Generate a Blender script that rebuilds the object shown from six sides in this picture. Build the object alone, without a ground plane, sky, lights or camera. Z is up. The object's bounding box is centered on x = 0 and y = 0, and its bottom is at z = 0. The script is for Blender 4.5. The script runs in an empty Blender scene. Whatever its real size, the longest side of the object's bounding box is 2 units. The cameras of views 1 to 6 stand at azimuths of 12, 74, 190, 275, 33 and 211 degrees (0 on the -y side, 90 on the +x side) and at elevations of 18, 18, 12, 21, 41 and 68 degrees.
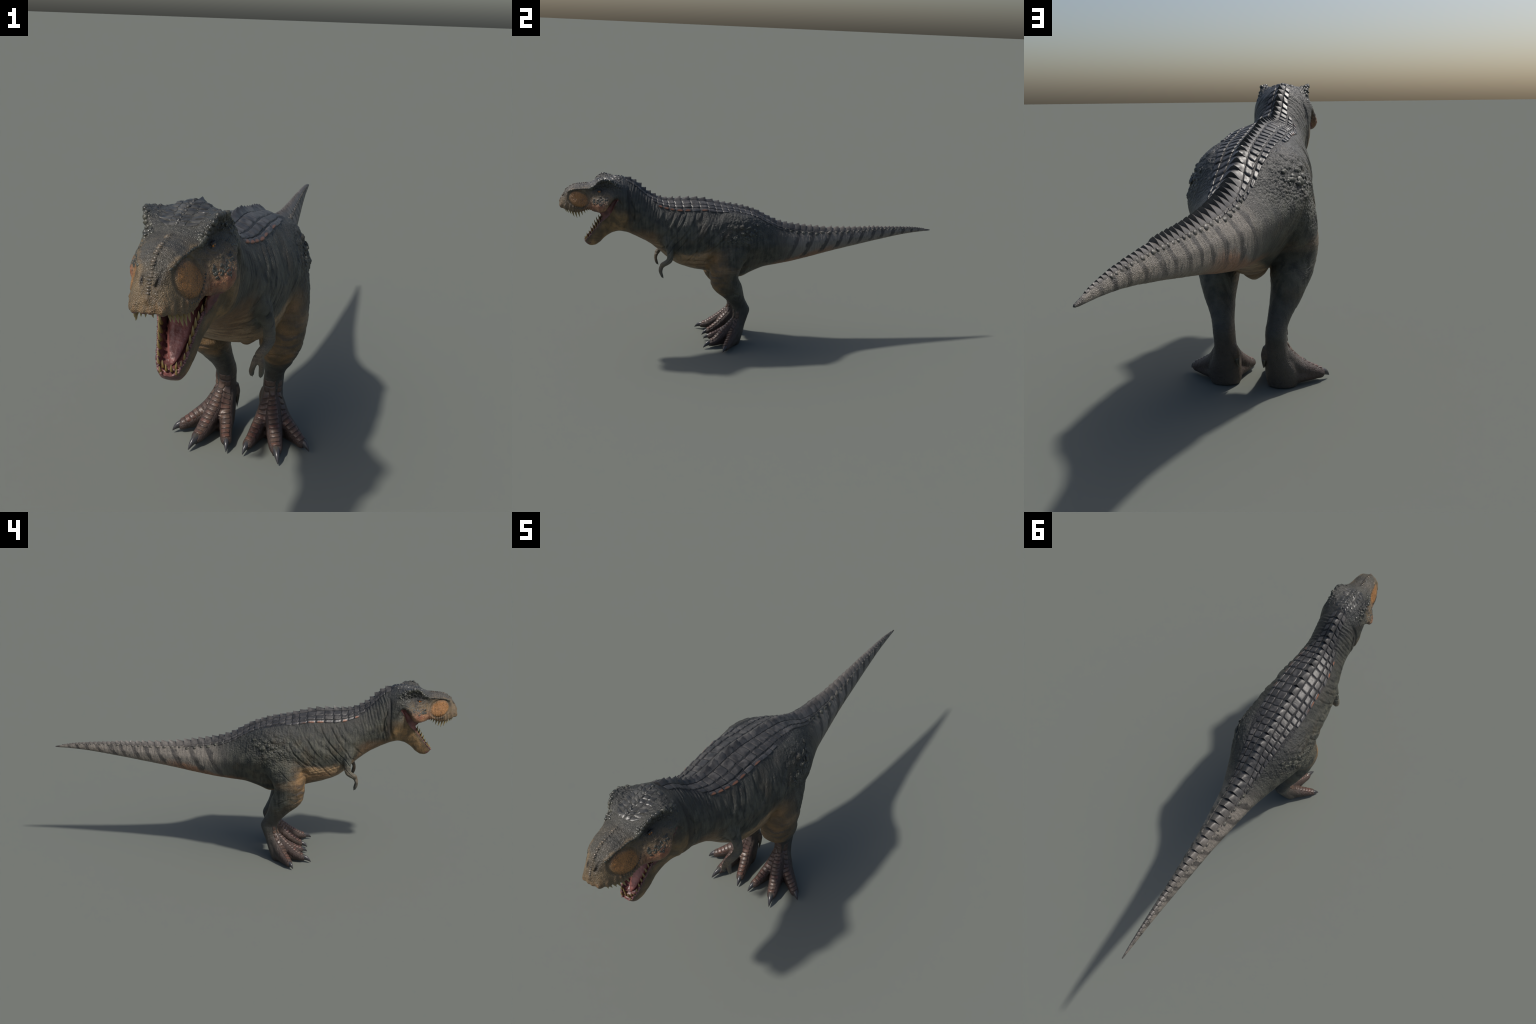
# A roaring theropod dinosaur: one smooth skin grown from lofted profiles, with
# horny scutes, teeth, claws and knobs laid on it as pieces of their own.
import bpy, bmesh, math, random
import numpy as np
from mathutils import Vector, Matrix
from mathutils.bvhtree import BVHTree

random.seed(7)
RNG = np.random.default_rng(7)
VOX = 0.0022
COL = bpy.context.scene.collection

# ------------------------------------------------------------------ numerics
def sstep(a, b, v):
    t = np.clip((np.asarray(v, float) - a) / (b - a), 0, 1)
    return t * t * (3 - 2 * t)

def bell(v, c, w):
    return np.exp(-((np.asarray(v, float) - c) / w) ** 2)

def pchip(xs, ys, x):
    """monotone cubic through (xs, ys); ys may be (n, k)"""
    xs = np.asarray(xs, float); ys = np.asarray(ys, float); x = np.asarray(x, float)
    one = ys.ndim == 1
    if one: ys = ys[:, None]
    h = np.diff(xs)[:, None]; d = np.diff(ys, axis=0) / h
    m = np.zeros_like(ys)
    m[0], m[-1] = d[0], d[-1]
    w1 = 2 * h[1:] + h[:-1]; w2 = h[1:] + 2 * h[:-1]
    with np.errstate(divide='ignore', invalid='ignore'):
        hm = (w1 + w2) / (w1 / d[:-1] + w2 / d[1:])
    m[1:-1] = np.where(d[:-1] * d[1:] > 0, hm, 0)
    i = np.clip(np.searchsorted(xs, x) - 1, 0, len(xs) - 2)
    hh = h[i]; t = ((x - xs[i])[:, None]) / hh
    r = ((2*t**3 - 3*t**2 + 1) * ys[i] + (t**3 - 2*t**2 + t) * hh * m[i]
         + (-2*t**3 + 3*t**2) * ys[i+1] + (t**3 - t**2) * hh * m[i+1])
    return r[:, 0] if one else r

def hash3(i, j, k, s):
    n = (i.astype(np.int64) * 374761393 + j.astype(np.int64) * 668265263
         + k.astype(np.int64) * 2147483647 + s * 1274126177) & 0xffffffff
    n = ((n ^ (n >> 13)) * 1274126177) & 0xffffffff
    n = ((n ^ (n >> 16)) * 2246822519) & 0xffffffff
    return ((n ^ (n >> 15)) & 0xffffff) / float(0xffffff)

def vnoise(P, s=0):
    f = np.floor(P); t = P - f; t = t * t * (3 - 2 * t); f = f.astype(np.int64)
    o = 0
    for a in (0, 1):
        for b in (0, 1):
            for c in (0, 1):
                w = ((t[:, 0] if a else 1 - t[:, 0]) * (t[:, 1] if b else 1 - t[:, 1])
                     * (t[:, 2] if c else 1 - t[:, 2]))
                o = o + w * hash3(f[:, 0] + a, f[:, 1] + b, f[:, 2] + c, s)
    return o * 2 - 1

def fbm(P, s=0, n=4):
    o = 0; a = 1
    for k in range(n):
        o = o + a * vnoise(P * 2 ** k + 17.3 * k, s + k); a *= .5
    return o / 1.9

def worley(P, s=0):
    """distances to nearest and second nearest feature point, and a cell value"""
    f = np.floor(P).astype(np.int64)
    d1 = np.full(len(P), 9.); d2 = np.full(len(P), 9.); cv = np.zeros(len(P))
    for a in (-1, 0, 1):
        for b in (-1, 0, 1):
            for c in (-1, 0, 1):
                i, j, k = f[:, 0] + a, f[:, 1] + b, f[:, 2] + c
                q = np.stack([i + hash3(i, j, k, s), j + hash3(i, j, k, s + 1), k + hash3(i, j, k, s + 2)], 1)
                d = np.linalg.norm(P - q, axis=1); m = d < d1
                d2 = np.where(m, d1, np.minimum(d2, d)); cv = np.where(m, hash3(i, j, k, s + 5), cv)
                d1 = np.where(m, d, d1)
    return d1, d2, cv

# ------------------------------------------------------------- loft of the skin
# stations from nose to tail tip; seven half-section points (x, z):
# crown, inner back, plate edge / brow, upper flank, widest, lower, keel
SPINE = [
 (-.9985, (0,.766),(.008,.766),(.016,.764),(.023,.760),(.026,.753),(.020,.747),(0,.748)),
 (-.993, (0,.783),(.010,.783),(.019,.778),(.029,.765),(.033,.751),(.027,.744),(0,.747)),
 (-.982, (0,.804),(.012,.803),(.023,.793),(.034,.772),(.040,.750),(.033,.741),(0,.750)),
 (-.965, (0,.826),(.014,.824),(.028,.812),(.038,.785),(.046,.750),(.039,.736),(0,.755)),
 (-.94,  (0,.846),(.016,.844),(.034,.832),(.043,.792),(.056,.748),(.047,.728),(0,.760)),
 (-.91,  (0,.855),(.020,.852),(.041,.837),(.048,.795),(.063,.748),(.054,.726),(0,.765)),
 (-.88,  (0,.857),(.024,.854),(.046,.840),(.051,.800),(.067,.756),(.060,.737),(0,.767)),
 (-.86,  (0,.859),(.030,.855),(.053,.840),(.055,.812),(.073,.766),(.064,.739),(0,.767)),
 (-.84,  (0,.867),(.034,.861),(.060,.849),(.061,.828),(.086,.768),(.070,.731),(0,.767)),
 (-.81,  (0,.876),(.037,.871),(.074,.880),(.068,.840),(.108,.762),(.084,.728),(0,.765)),
 (-.79,  (0,.879),(.038,.874),(.080,.888),(.071,.842),(.113,.764),(.086,.734),(0,.763)),
 (-.76,  (0,.885),(.040,.879),(.082,.884),(.082,.842),(.106,.796),(.087,.771),(0,.752)),
 (-.735, (0,.890),(.040,.882),(.080,.872),(.092,.836),(.101,.812),(.091,.796),(0,.742)),
 (-.71,  (0,.890),(.037,.881),(.076,.858),(.095,.828),(.101,.800),(.093,.765),(0,.690)),
 (-.68,  (0,.880),(.032,.870),(.069,.842),(.090,.800),(.097,.740),(.082,.655),(0,.615)),
 (-.64,  (0,.861),(.028,.850),(.060,.822),(.085,.772),(.092,.712),(.070,.622),(0,.586)),
 (-.60,  (0,.824),(.028,.814),(.058,.790),(.084,.740),(.093,.685),(.068,.598),(0,.565)),
 (-.56,  (0,.796),(.031,.787),(.063,.767),(.092,.710),(.100,.655),(.068,.572),(0,.541)),
 (-.52,  (0,.778),(.036,.769),(.073,.748),(.106,.685),(.112,.620),(.072,.535),(0,.506)),
 (-.48,  (0,.770),(.040,.760),(.081,.738),(.119,.665),(.126,.595),(.084,.500),(0,.470)),
 (-.44,  (0,.768),(.044,.757),(.087,.732),(.129,.655),(.134,.580),(.094,.475),(0,.446)),
 (-.38,  (0,.768),(.046,.755),(.091,.729),(.137,.650),(.143,.570),(.102,.452),(0,.424)),
 (-.30,  (0,.763),(.048,.751),(.097,.726),(.148,.648),(.155,.560),(.104,.430),(0,.402)),
 (-.23,  (0,.751),(.052,.738),(.105,.712),(.150,.640),(.162,.555),(.098,.410),(0,.380)),
 (-.17,  (0,.738),(.053,.727),(.112,.703),(.153,.635),(.168,.550),(.082,.385),(0,.352)),
 (-.10,  (0,.722),(.052,.711),(.120,.688),(.160,.622),(.168,.540),(.072,.385),(0,.344)),
 (-.04,  (0,.704),(.044,.692),(.100,.672),(.143,.606),(.150,.530),(.072,.405),(0,.371)),
 (.03,   (0,.672),(.034,.661),(.072,.642),(.112,.583),(.125,.522),(.074,.428),(0,.396)),
 (.10,   (0,.637),(.025,.629),(.050,.614),(.086,.569),(.102,.517),(.067,.435),(0,.408)),
 (.17,   (0,.618),(.020,.611),(.037,.599),(.064,.562),(.080,.515),(.058,.443),(0,.418)),
 (.27,   (0,.602),(.016,.597),(.030,.587),(.051,.558),(.064,.520),(.048,.459),(0,.437)),
 (.40,   (0,.589),(.012,.585),(.023,.578),(.038,.557),(.047,.528),(.036,.483),(0,.465)),
 (.55,   (0,.587),(.009,.584),(.017,.579),(.027,.563),(.034,.541),(.026,.508),(0,.495)),
 (.70,   (0,.588),(.007,.586),(.012,.582),(.018,.571),(.022,.555),(.017,.533),(0,.524)),
 (.85,   (0,.585),(.004,.584),(.007,.581),(.010,.575),(.012,.566),(.009,.554),(0,.549)),
 (.94,   (0,.578),(.002,.577),(.004,.576),(.0062,.571),(.007,.567),(.0055,.561),(0,.558)),
 (.975,  (0,.572),(.0015,.571),(.003,.570),(.0040,.567),(.0042,.565),(.0035,.562),(0,.560)),
 (.998,  (0,.568),(.001,.5675),(.0018,.567),(.0024,.565),(.0024,.5645),(.002,.563),(0,.562)),
]
SY = np.array([s[0] for s in SPINE])
SC = np.array([s[1:] for s in SPINE]).reshape(len(SPINE), -1)

def controls(y):
    return pchip(SY, SC, np.atleast_1d(y)).reshape(-1, 7, 2)

def half_curve(C, t):
    """Catmull-Rom through 7 control points, mirrored at both ends; t in 0..6"""
    C = np.asarray(C)
    m0 = C[1] * [-1, 1]; m1 = C[-2] * [-1, 1]
    Q = np.vstack([m0, C, m1]); t = np.asarray(t, float)
    i = np.clip(np.floor(t).astype(int), 0, 5); u = (t - i)[:, None]
    p0, p1, p2, p3 = Q[i], Q[i+1], Q[i+2], Q[i+3]
    return .5 * (2*p1 + (p2-p0)*u + (2*p0-5*p1+4*p2-p3)*u**2 + (3*p1-p0-3*p2+p3)*u**3)

class Soup:
    def __init__(self): self.v = []; self.f = []
    def ring_loft(self, rings):
        n = len(rings[0]); b = len(self.v)
        for r in rings: self.v += [tuple(p) for p in r]
        for i in range(len(rings) - 1):
            for j in range(n):
                a, c = b + i*n + j, b + i*n + (j+1) % n
                self.f.append((a, c, c + n, a + n))
        for k, rev in ((0, True), (len(rings) - 1, False)):
            c = len(self.v); self.v.append(tuple(np.mean(rings[k], axis=0)))
            for j in range(n):
                a, d = b + k*n + j, b + k*n + (j+1) % n
                self.f.append((d, a, c) if rev else (a, d, c))
    def mesh(self, name):
        me = bpy.data.meshes.new(name); me.from_pydata(self.v, [], self.f); me.update()
        bm = bmesh.new(); bm.from_mesh(me); bmesh.ops.recalc_face_normals(bm, faces=bm.faces)
        bm.to_mesh(me); bm.free(); return me

def resample(path, n):
    P = np.array(path, float); d = np.r_[0, np.cumsum(np.linalg.norm(np.diff(P[:, :3], axis=0), axis=1))]
    return pchip(d, P, np.linspace(0, d[-1], n))

def tube(s, path, n=24, m=20, flat=1.0):
    """path rows: x y z radius"""
    P = resample(path, n); rings = []
    T = np.gradient(P[:, :3], axis=0); T /= np.linalg.norm(T, axis=1)[:, None]
    for p, t in zip(P, T):
        a = np.cross(t, [1, 0, 0]); a /= np.linalg.norm(a) + 1e-9; b = np.cross(a, t)
        th = np.linspace(0, 2*math.pi, m, endpoint=False)
        rings.append(p[:3] + p[3] * (np.cos(th)[:, None]*b + flat*np.sin(th)[:, None]*a))
    s.ring_loft(rings)

skin = Soup()
ys = np.concatenate([np.linspace(-.9985, -.62, 130), np.linspace(-.617, .998, 262)])
tt = np.linspace(0, 6, 37)
rings = []
for y, C in zip(ys, controls(ys)):
    h = half_curve(C, tt); h[:, 0] = np.maximum(h[:, 0], 0)
    full = np.vstack([h, h[-2:0:-1] * [-1, 1]])
    rings.append(np.c_[full[:, 0], np.full(len(full), y), full[:, 1]])
skin.ring_loft(rings)

# lower jaw: upper rim U, keel D (y, z), rim half width, side half width, trough depth
JAW = [
 (-.8885,.572,-.885,.562,.012,.013,.004), (-.884,.577,-.874,.551,.021,.022,.010),
 (-.874,.588,-.858,.544,.028,.029,.014), (-.860,.604,-.842,.545,.034,.034,.024),
 (-.838,.632,-.815,.560,.040,.041,.032), (-.808,.675,-.785,.589,.051,.050,.040),
 (-.775,.706,-.748,.611,.067,.063,.044), (-.755,.735,-.720,.617,.079,.078,.050),
 (-.744,.764,-.696,.614,.088,.093,.054), (-.724,.792,-.670,.606,.092,.098,.040),
 (-.690,.800,-.640,.590,.082,.090,.010)]
JA = np.array(JAW)
def jaw_at(n):
    d = np.r_[0, np.cumsum(np.hypot(np.diff(JA[:, 0]), np.diff(JA[:, 1])))]
    return pchip(d, JA, np.linspace(0, d[-1], n))
rings = []
for uy, uz, dy, dz, we, ws, dep in jaw_at(60):
    up = np.array([0, uy-dy, uz-dz]); L = np.linalg.norm(up); up /= L
    D = np.array([0, dy, dz])
    prof = [(0, L-dep), (we*.55, L-dep*.92), (we*.80, L-.006), (we*.93, L), (we*1.02, L-.006), (ws, L*.55), (ws*.72, L*.12), (0, 0)]
    q = np.array(prof); qq = np.vstack([q[1]*[-1, 1], q, q[-2]*[-1, 1]])
    h = []
    for i in range(7):
        p0, p1, p2, p3 = qq[i:i+4]
        for u in np.linspace(0, 1, 5, endpoint=False):
            h.append(.5*(2*p1+(p2-p0)*u+(2*p0-5*p1+4*p2-p3)*u*u+(3*p1-p0-3*p2+p3)*u**3))
    h.append(q[-1]); h = np.array(h); h[:, 0] = np.maximum(h[:, 0], 0)
    full = np.vstack([h, h[-2:0:-1]*[-1, 1]])
    rings.append(np.outer(full[:, 0], [1, 0, 0]) + D + np.outer(full[:, 1], up))
skin.ring_loft(rings)

# cheek skin stretched between the jaws
for sx in (1, -1):
    rings = []
    top = [(.078,-.822,.738), (.088,-.797,.752), (.090,-.772,.776), (.089,-.748,.800), (.088,-.720,.812)]
    bot = [(.055,-.803,.670), (.066,-.785,.690), (.075,-.765,.712), (.083,-.750,.740), (.088,-.733,.780)]
    for k in np.linspace(0, 1, 14):
        a = pchip(np.linspace(0, 1, 5), top, [k])[0]; b = pchip(np.linspace(0, 1, 5), bot, [k])[0]
        pull = .012 * (1-k)**2
        line = [a*(1-u)+b*u + np.array([-.012*math.sin(math.pi*u), pull*math.sin(math.pi*u)*1.2, 0]) for u in np.linspace(0, 1, 9)]
        r = [p + [.003, 0, 0] for p in line] + [p - [.003, 0, 0] for p in line[::-1]]
        rings.append([np.array(p) * [sx, 1, 1] for p in r])
    skin.ring_loft(rings)

# hind limbs: horizontal slices  z, front y, back y, inner x, outer x
LEG = [(.660,-.215,-.085,.045,.112), (.625,-.245,-.060,.040,.145),(.575,-.262,-.050,.035,.168), (.50,-.271,-.075,.035,.186), (.435,-.275,-.112,.042,.188),
 (.38,-.274,-.128,.046,.182), (.335,-.265,-.108,.048,.173), (.30,-.240,-.099,.051,.159), (.255,-.190,-.088,.052,.138),
 (.218,-.158,-.070,.051,.118), (.182,-.140,-.054,.047,.109), (.145,-.139,-.063,.045,.108), (.10,-.152,-.078,.042,.115),
 (.06,-.172,-.089,.037,.132), (.028,-.182,-.099,.037,.138), (-.003,-.178,-.108,.043,.131)]
PADS = [[(.092,-.125,.034,.027), (.128,-.152,.028,.025), (.160,-.175,.024,.021), (.185,-.193,.018,.015)],
        [(.090,-.150,.034,.029), (.103,-.190,.028,.025), (.114,-.225,.023,.020), (.123,-.255,.018,.015)],
        [(.070,-.135,.034,.027), (.058,-.175,.027,.023), (.047,-.210,.021,.018), (.038,-.240,.016,.014)]]
TOES = {
 'mid':  [(.083,-.120,.125,.026), (.092,-.165,.085,.027), (.106,-.205,.052,.0255), (.117,-.240,.030,.0225), (.125,-.266,.021,.019), (.129,-.279,.018,.014)],
 'out':  [(.090,-.115,.110,.026), (.120,-.145,.065,.026), (.152,-.170,.041,.024), (.178,-.190,.027,.020), (.196,-.203,.019,.017), (.203,-.208,.017,.012)],
 'inn':  [(.068,-.118,.115,.024), (.060,-.160,.073,.0235), (.049,-.200,.045,.0215), (.041,-.232,.028,.0185), (.034,-.255,.019,.0165), (.031,-.265,.017,.012)]}
ARM = [(.088,-.490,.605,.036), (.106,-.484,.572,.029), (.120,-.480,.540,.022), (.128,-.480,.512,.0185), (.130,-.484,.490,.017), (.126,-.500,.474,.0145), (.117,-.514,.463,.0135), (.111,-.520,.453,.0120)]
FING = [[(.115,-.520,.452,.0095), (.121,-.526,.430,.0075), (.120,-.522,.410,.0068), (.117,-.517,.397,.005)],
        [(.107,-.521,.452,.0095), (.100,-.527,.430,.0075), (.095,-.523,.410,.0068), (.095,-.518,.399,.005)]]
SPUR = [(.053,-.092,.130,.015), (.044,-.094,.108,.013), (.040,-.098,.092,.009)]
def mir(path, sx): return [(p[0]*sx,) + tuple(p[1:]) for p in path]
lg = np.array(LEG)[::-1]
lz = np.linspace(lg[0, 0], lg[-1, 0], 80); lq = pchip(lg[:, 0], lg[:, 1:], lz)
for sx in (1, -1):
    rings = []; th = np.linspace(0, 2*math.pi, 40, endpoint=False)
    for z, (fy, by, ix, ox) in zip(lz, lq):
        c, s_ = np.cos(th), np.sin(th); e = .9
        c = np.sign(c)*np.abs(c)**e; s_ = np.sign(s_)*np.abs(s_)**e
        rings.append(np.c_[sx*((ix+ox)/2 + (ox-ix)/2*c), (fy+by)/2 + (by-fy)/2*s_, np.full(40, z)])
    skin.ring_loft(rings)
    for t in TOES.values(): tube(skin, mir(t, sx))
    for t in PADS: tube(skin, mir(t, sx), 18, 16)
    tube(skin, mir(ARM, sx))
    for f in FING: tube(skin, mir(f, sx), 14, 12)
    tube(skin, mir(SPUR, sx), 12, 14)
# pubic boot under the belly
tube(skin, [(0,-.165,.40,.056), (0,-.168,.355,.046), (0,-.170,.330,.030), (0,-.172,.315,.010)], 12, 18)

me0 = skin.mesh('skin_source'); ob0 = bpy.data.objects.new('skin_source', me0); COL.objects.link(ob0)
md = ob0.modifiers.new('r', 'REMESH'); md.mode = 'VOXEL'; md.voxel_size = VOX; md.use_smooth_shade = True
dg = bpy.context.evaluated_depsgraph_get(); ev = ob0.evaluated_get(dg)
me1 = bpy.data.meshes.new_from_object(ev)
bpy.data.objects.remove(ob0)

N = len(me1.vertices); V = np.zeros(N*3); me1.vertices.foreach_get('co', V); V = V.reshape(-1, 3)
E = np.zeros(len(me1.edges)*2, int); me1.edges.foreach_get('vertices', E); E = E.reshape(-1, 2)
NL = len(me1.loops); LV = np.zeros(NL, int); me1.loops.foreach_get('vertex_index', LV)
F = LV.reshape(-1, 4) if NL == 4*len(me1.polygons) else None
deg = np.bincount(E.ravel(), minlength=N).astype(float)

def smooth(V, w, n):
    w = w[:, None]
    for _ in range(n):
        for lam in (.55, -.5 if w.max() < 0 else .35):
            A = np.zeros_like(V)
            for k in range(3):
                A[:, k] = (np.bincount(E[:, 0], V[E[:, 1], k], N) + np.bincount(E[:, 1], V[E[:, 0], k], N)) / deg
            V = V + lam * w * (A - V)
    return V

def normals(V):
    a, b, c, d = (V[F[:, i]] for i in range(4))
    fn = np.cross(c-a, d-b); Nn = np.zeros_like(V)
    for i in range(4):
        for k in range(3): Nn[:, k] += np.bincount(F[:, i], fn[:, k], N)
    return Nn / (np.linalg.norm(Nn, axis=1)[:, None] + 1e-12)

# melt the joins of limbs into the trunk, keep the head, fingers and tail tip crisp
x, y, z = V.T; ax = np.abs(x)
w_all = np.full(N, .5)
V = smooth(V, w_all, 3)
legzone = (1-.9*sstep(.05,.03,ax)*sstep(.38,.34,z)) * sstep(.20, .30, z) * sstep(-.36, -.30, y) * sstep(.16, .08, y) * sstep(.72, .64, z)
shoulder = bell(y, -.485, .045) * sstep(.50, .54, z) * sstep(.66, .60, z)
footzone = sstep(.15, .10, z) * sstep(-.24, -.2, y) * .5
neckzone = sstep(-.70, -.675, y) * sstep(-.56, -.60, y)
V = smooth(V, np.clip(legzone + shoulder + footzone*.6 + neckzone, 0, 1), 26)

# ------------------------------------------------------------- relief in the skin
def relief(V):
    Nn = normals(V); x, y, z = V.T; ax = np.abs(x); Q = np.c_[ax, y, z]
    h = np.zeros(len(V))
    side = sstep(.25, .6, np.abs(Nn[:, 0]))
    # flank wrinkles, slanting down and forward from the plates
    warp = fbm(Q*9, 3)
    def folds(c, t, wc, wt, seed):
        # broken skin folds: ridged noise, long along t and narrow across c
        S = np.c_[(c + .010*fbm(Q*16, seed+1))/wc, t/wt, ax*4]
        a = 1-np.abs(vnoise(S, seed))*2.2; b = 1-np.abs(vnoise(S*[2.1, 1.6, 1]+5.3, seed+2))*2.2
        return np.clip(a, -1, 1)*.65 + np.clip(b, -1, 1)*.35
    zr = z-.6
    trunk = sstep(-.57, -.48, y)*sstep(-.12, -.24, y)*sstep(.44, .50, z)*sstep(.735, .70, z)*side
    fl = folds(y - zr*(.75-1.2*np.clip(zr, -.1, .12)), z*.8+y*.5, .020, .085, 50)
    def crease(c, t, wc, wt, seed):
        S = np.c_[(c + .007*fbm(Q*14, seed+1))/wc, t/wt, ax*2]
        return -np.exp(-(vnoise(S, seed)/.13)**2)
    cc = y - zr*(.75-1.2*np.clip(zr, -.1, .12))
    h += trunk * .0056*crease(cc, z*.8+y*.5, .034, .17, 130)*sstep(-.6, .1, fbm(Q*6, 19))
    h += trunk * .0020*fl*(.35+.65*sstep(-.35, .35, fbm(Q*7, 9)))
    # neck folds behind the skull
    nk = sstep(-.675, -.655, y)*sstep(-.50, -.56, y)*side*sstep(.60, .66, z)
    h += nk * (.0018*(np.abs(np.sin((y*1.0 - (z-.7)*.25 + .011*warp)*math.pi/.0150))**.7 - .6)*sstep(-.6, .2, fbm(Q*11, 60)) + .0018*folds(y-(z-.7)*.25, z, .013, .07, 61))
    # belly folds along the body
    bl = sstep(-.50, -.42, y)*sstep(-.22, -.28, y)*sstep(.54, .49, z)*sstep(.25, .6, np.abs(Nn[:, 0])+.3)
    h += bl * .0030*crease(z+.22*y, y, .026, .2, 140)
    h += bl * .0018*folds(z+.22*y, y, .014, .10, 70)
    # throat strings
    th = sstep(-.70, -.66, y)*sstep(-.50, -.56, y)*sstep(.66, .60, z)
    h += th * .0020*folds(z*.8+.62*y, y, .013, .10, 74)
    # knobs on the haunch
    hk = bell(y, -.10, .075)*bell(z, .625, .060)*sstep(.055, .085, ax)
    hk2 = bell(y, -.13, .13)*bell(z, .58, .10)*sstep(.05, .085, ax)
    S = np.c_[ax*38, y*30, z*42] + .35*fbm(Q*20, 4)[:, None]
    d1, d2, cv = worley(S, 11)
    h += np.clip(hk*1.4, 0, 1) * (.0085*(1-sstep(0, .75, d1))*(.35+cv) - .0025)
    S2 = np.c_[ax*85, y*75, z*95]; e1, e2, ev = worley(S2, 23)
    pebble = sstep(0, .35, e2-e1)
    h += np.clip(hk2*1.3, 0, 1) * .0018*(pebble-.5)
    # broad pebbling on the back between plates and flank
    bk = sstep(-.22, -.12, y)*sstep(.16, .06, y)*sstep(.55, .60, z)*(1-np.clip(hk*1.4, 0, 1))
    h += bk * .0013*(pebble-.5)
    # thigh wrinkles and knee folds
    tg = sstep(.22, .28, z)*sstep(.55, .48, z)*sstep(-.30, -.27, y)*sstep(-.10, -.14, y)*sstep(.04, .06, ax)
    h += tg * .0016*crease(z*.9+.5*y, y-z*.3, .030, .12, 150)
    h += tg * .0010*folds(z+.15*y, y, .011, .05, 80)
    ank = sstep(.15, .17, z)*sstep(.30, .24, z)*sstep(.03, .04, ax)
    h += ank * .0008*folds(z, y+ax, .008, .05, 84)
    # tail rings
    tl = sstep(.06, .16, y)*sstep(.95, .80, y)
    h += tl * .0007*folds(y-.2*z, z, .009, .05, 88)
    # thigh muscle crease and ribcage swell
    h += .006*fbm(Q*5.5, 31)*sstep(-.6, -.5, y)*sstep(.1, 0, y)*sstep(.2, .3, z)
    # head: preorbital disc in its rim, nostril, eye socket, lips, cheek
    hd = sstep(-.66, -.70, y)
    r = np.sqrt(((y+.910)/.0425)**2 + ((z-.789)/.0365)**2 + .3*(y+.910)*(z-.789)/(.0425*.0365))
    sd = sstep(.2, .5, np.abs(Nn[:, 0]))*(z > .735)
    h += sd*(.0082*np.clip(1-r**2, 0, 1)**.6 - .0009*bell(r, 1.07, .09) + .0016*bell(r, 1.25, .10))
    A, B = np.array([.0165,-.962,.815]), np.array([.0138,-.985,.797])       # nostril slit
    tq = np.clip((Q-A)@(B-A)/((B-A)@(B-A)), 0, 1)
    dist = np.linalg.norm(Q-(A+tq[:, None]*(B-A)), axis=1)
    h -= .0060*np.exp(-(dist/(.0052-.0026*tq))**4) - .0007*bell(dist, .0085, .003)
    # crease between jaw and neck, gullet folds behind it
    cy = np.interp(z, [.60,.657,.683,.711,.74,.774,.838], [-.715,-.697,-.685,-.680,-.679,-.680,-.677])
    h -= .0045*bell(y, cy+.004, .006)*sstep(.60,.66,z)*sstep(.86,.82,z)*sstep(.04,.07,ax)
    cy = np.interp(z, [.68,.704,.738,.766,.80], [-.65,-.654,-.650,-.662,-.668])
    h -= .0050*bell(y, cy+.004, .0035)*sstep(.67,.70,z)*sstep(.80,.77,z)*sstep(.04,.07,ax)
    eye = np.exp(-((y+.812)/.020)**2 - ((z-.836)/.013)**2)*sd
    h -= .0035*eye
    ring = np.sqrt(((y+.812)/.022)**2 + ((z-.834)/.018)**2)
    h += sd*.0011*np.sin(ring*9)*bell(ring, 1.25, .55)*sstep(.845, .83, z)
    # pitted snout, lip pleats
    sn = hd*sstep(-.835, -.86, y)
    h += sn*.0009*fbm(Q*230, 5, 2)*sstep(.3, .6, Nn[:, 2])
    lp = sn*sstep(.70,.71,z)*sstep(.768, .752, z)*sstep(-.1, .2, .5-Nn[:, 2])
    ang = np.arctan2(ax, -(y+.90))
    h += lp*.0018*np.sin(np.where(y < -.93, ang*26, y*2*math.pi/.0085))
    h += hd*.0010*fbm(Q*60, 8, 3)
    # midline ridge of the snout
    rid = np.exp(-(ax/.0055)**2)*sstep(-.85, -.87, y)*sstep(.755, .775, z)
    h += rid*(.0030 + .0016*np.sin((y-.6*z)*2*math.pi/.0085))
    # rugged brow: pitted, lumpy bone rim
    bz = hd*sstep(-.872, -.845, y)*sstep(-.69, -.715, y)*sstep(.042, .056, ax)*sstep(.838, .850, z)
    g1, g2, gv = worley(np.c_[ax*95, y*85, z*95]+.3*fbm(Q*40, 6)[:, None], 41)
    h += bz*(.0050*(1-sstep(0, .8, g1))*(.3+gv) - .0015)
    ct = hd*sstep(-.855, -.84, y)*sstep(.05, .042, ax)*sstep(.85, .86, z)
    h += ct*.0012*fbm(Q*85, 44, 2)
    # pebbled cheek
    ckz = sd*hd*sstep(-.865, -.85, y)*sstep(-.70, -.73, y)*(z > .752)*sstep(.825, .812, z)
    h += ckz*(.0022*(1-sstep(0, .8, g1))*(.3+gv) - .0006)
    # sharp ledge from nostril to brow
    ey = np.interp(y, [-.96, -.94, -.91, -.88, -.86, -.84], [.026, .035, .042, .047, .053, .060])
    ez = np.interp(y, [-.96, -.94, -.91, -.88, -.86, -.84], [.820, .830, .836, .839, .840, .848])
    led = np.exp(-((ax-ey)/.006)**2 - ((z-ez)/.006)**2)*sstep(-.97, -.95, y)*sstep(-.80, -.84, y)
    h += led*.0035
    # general leather
    h += .00035*fbm(Q*120, 2, 2)*(1-sstep(.9, .97, y))
    return V + Nn*h[:, None], Nn
V, _ = relief(V)
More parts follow.
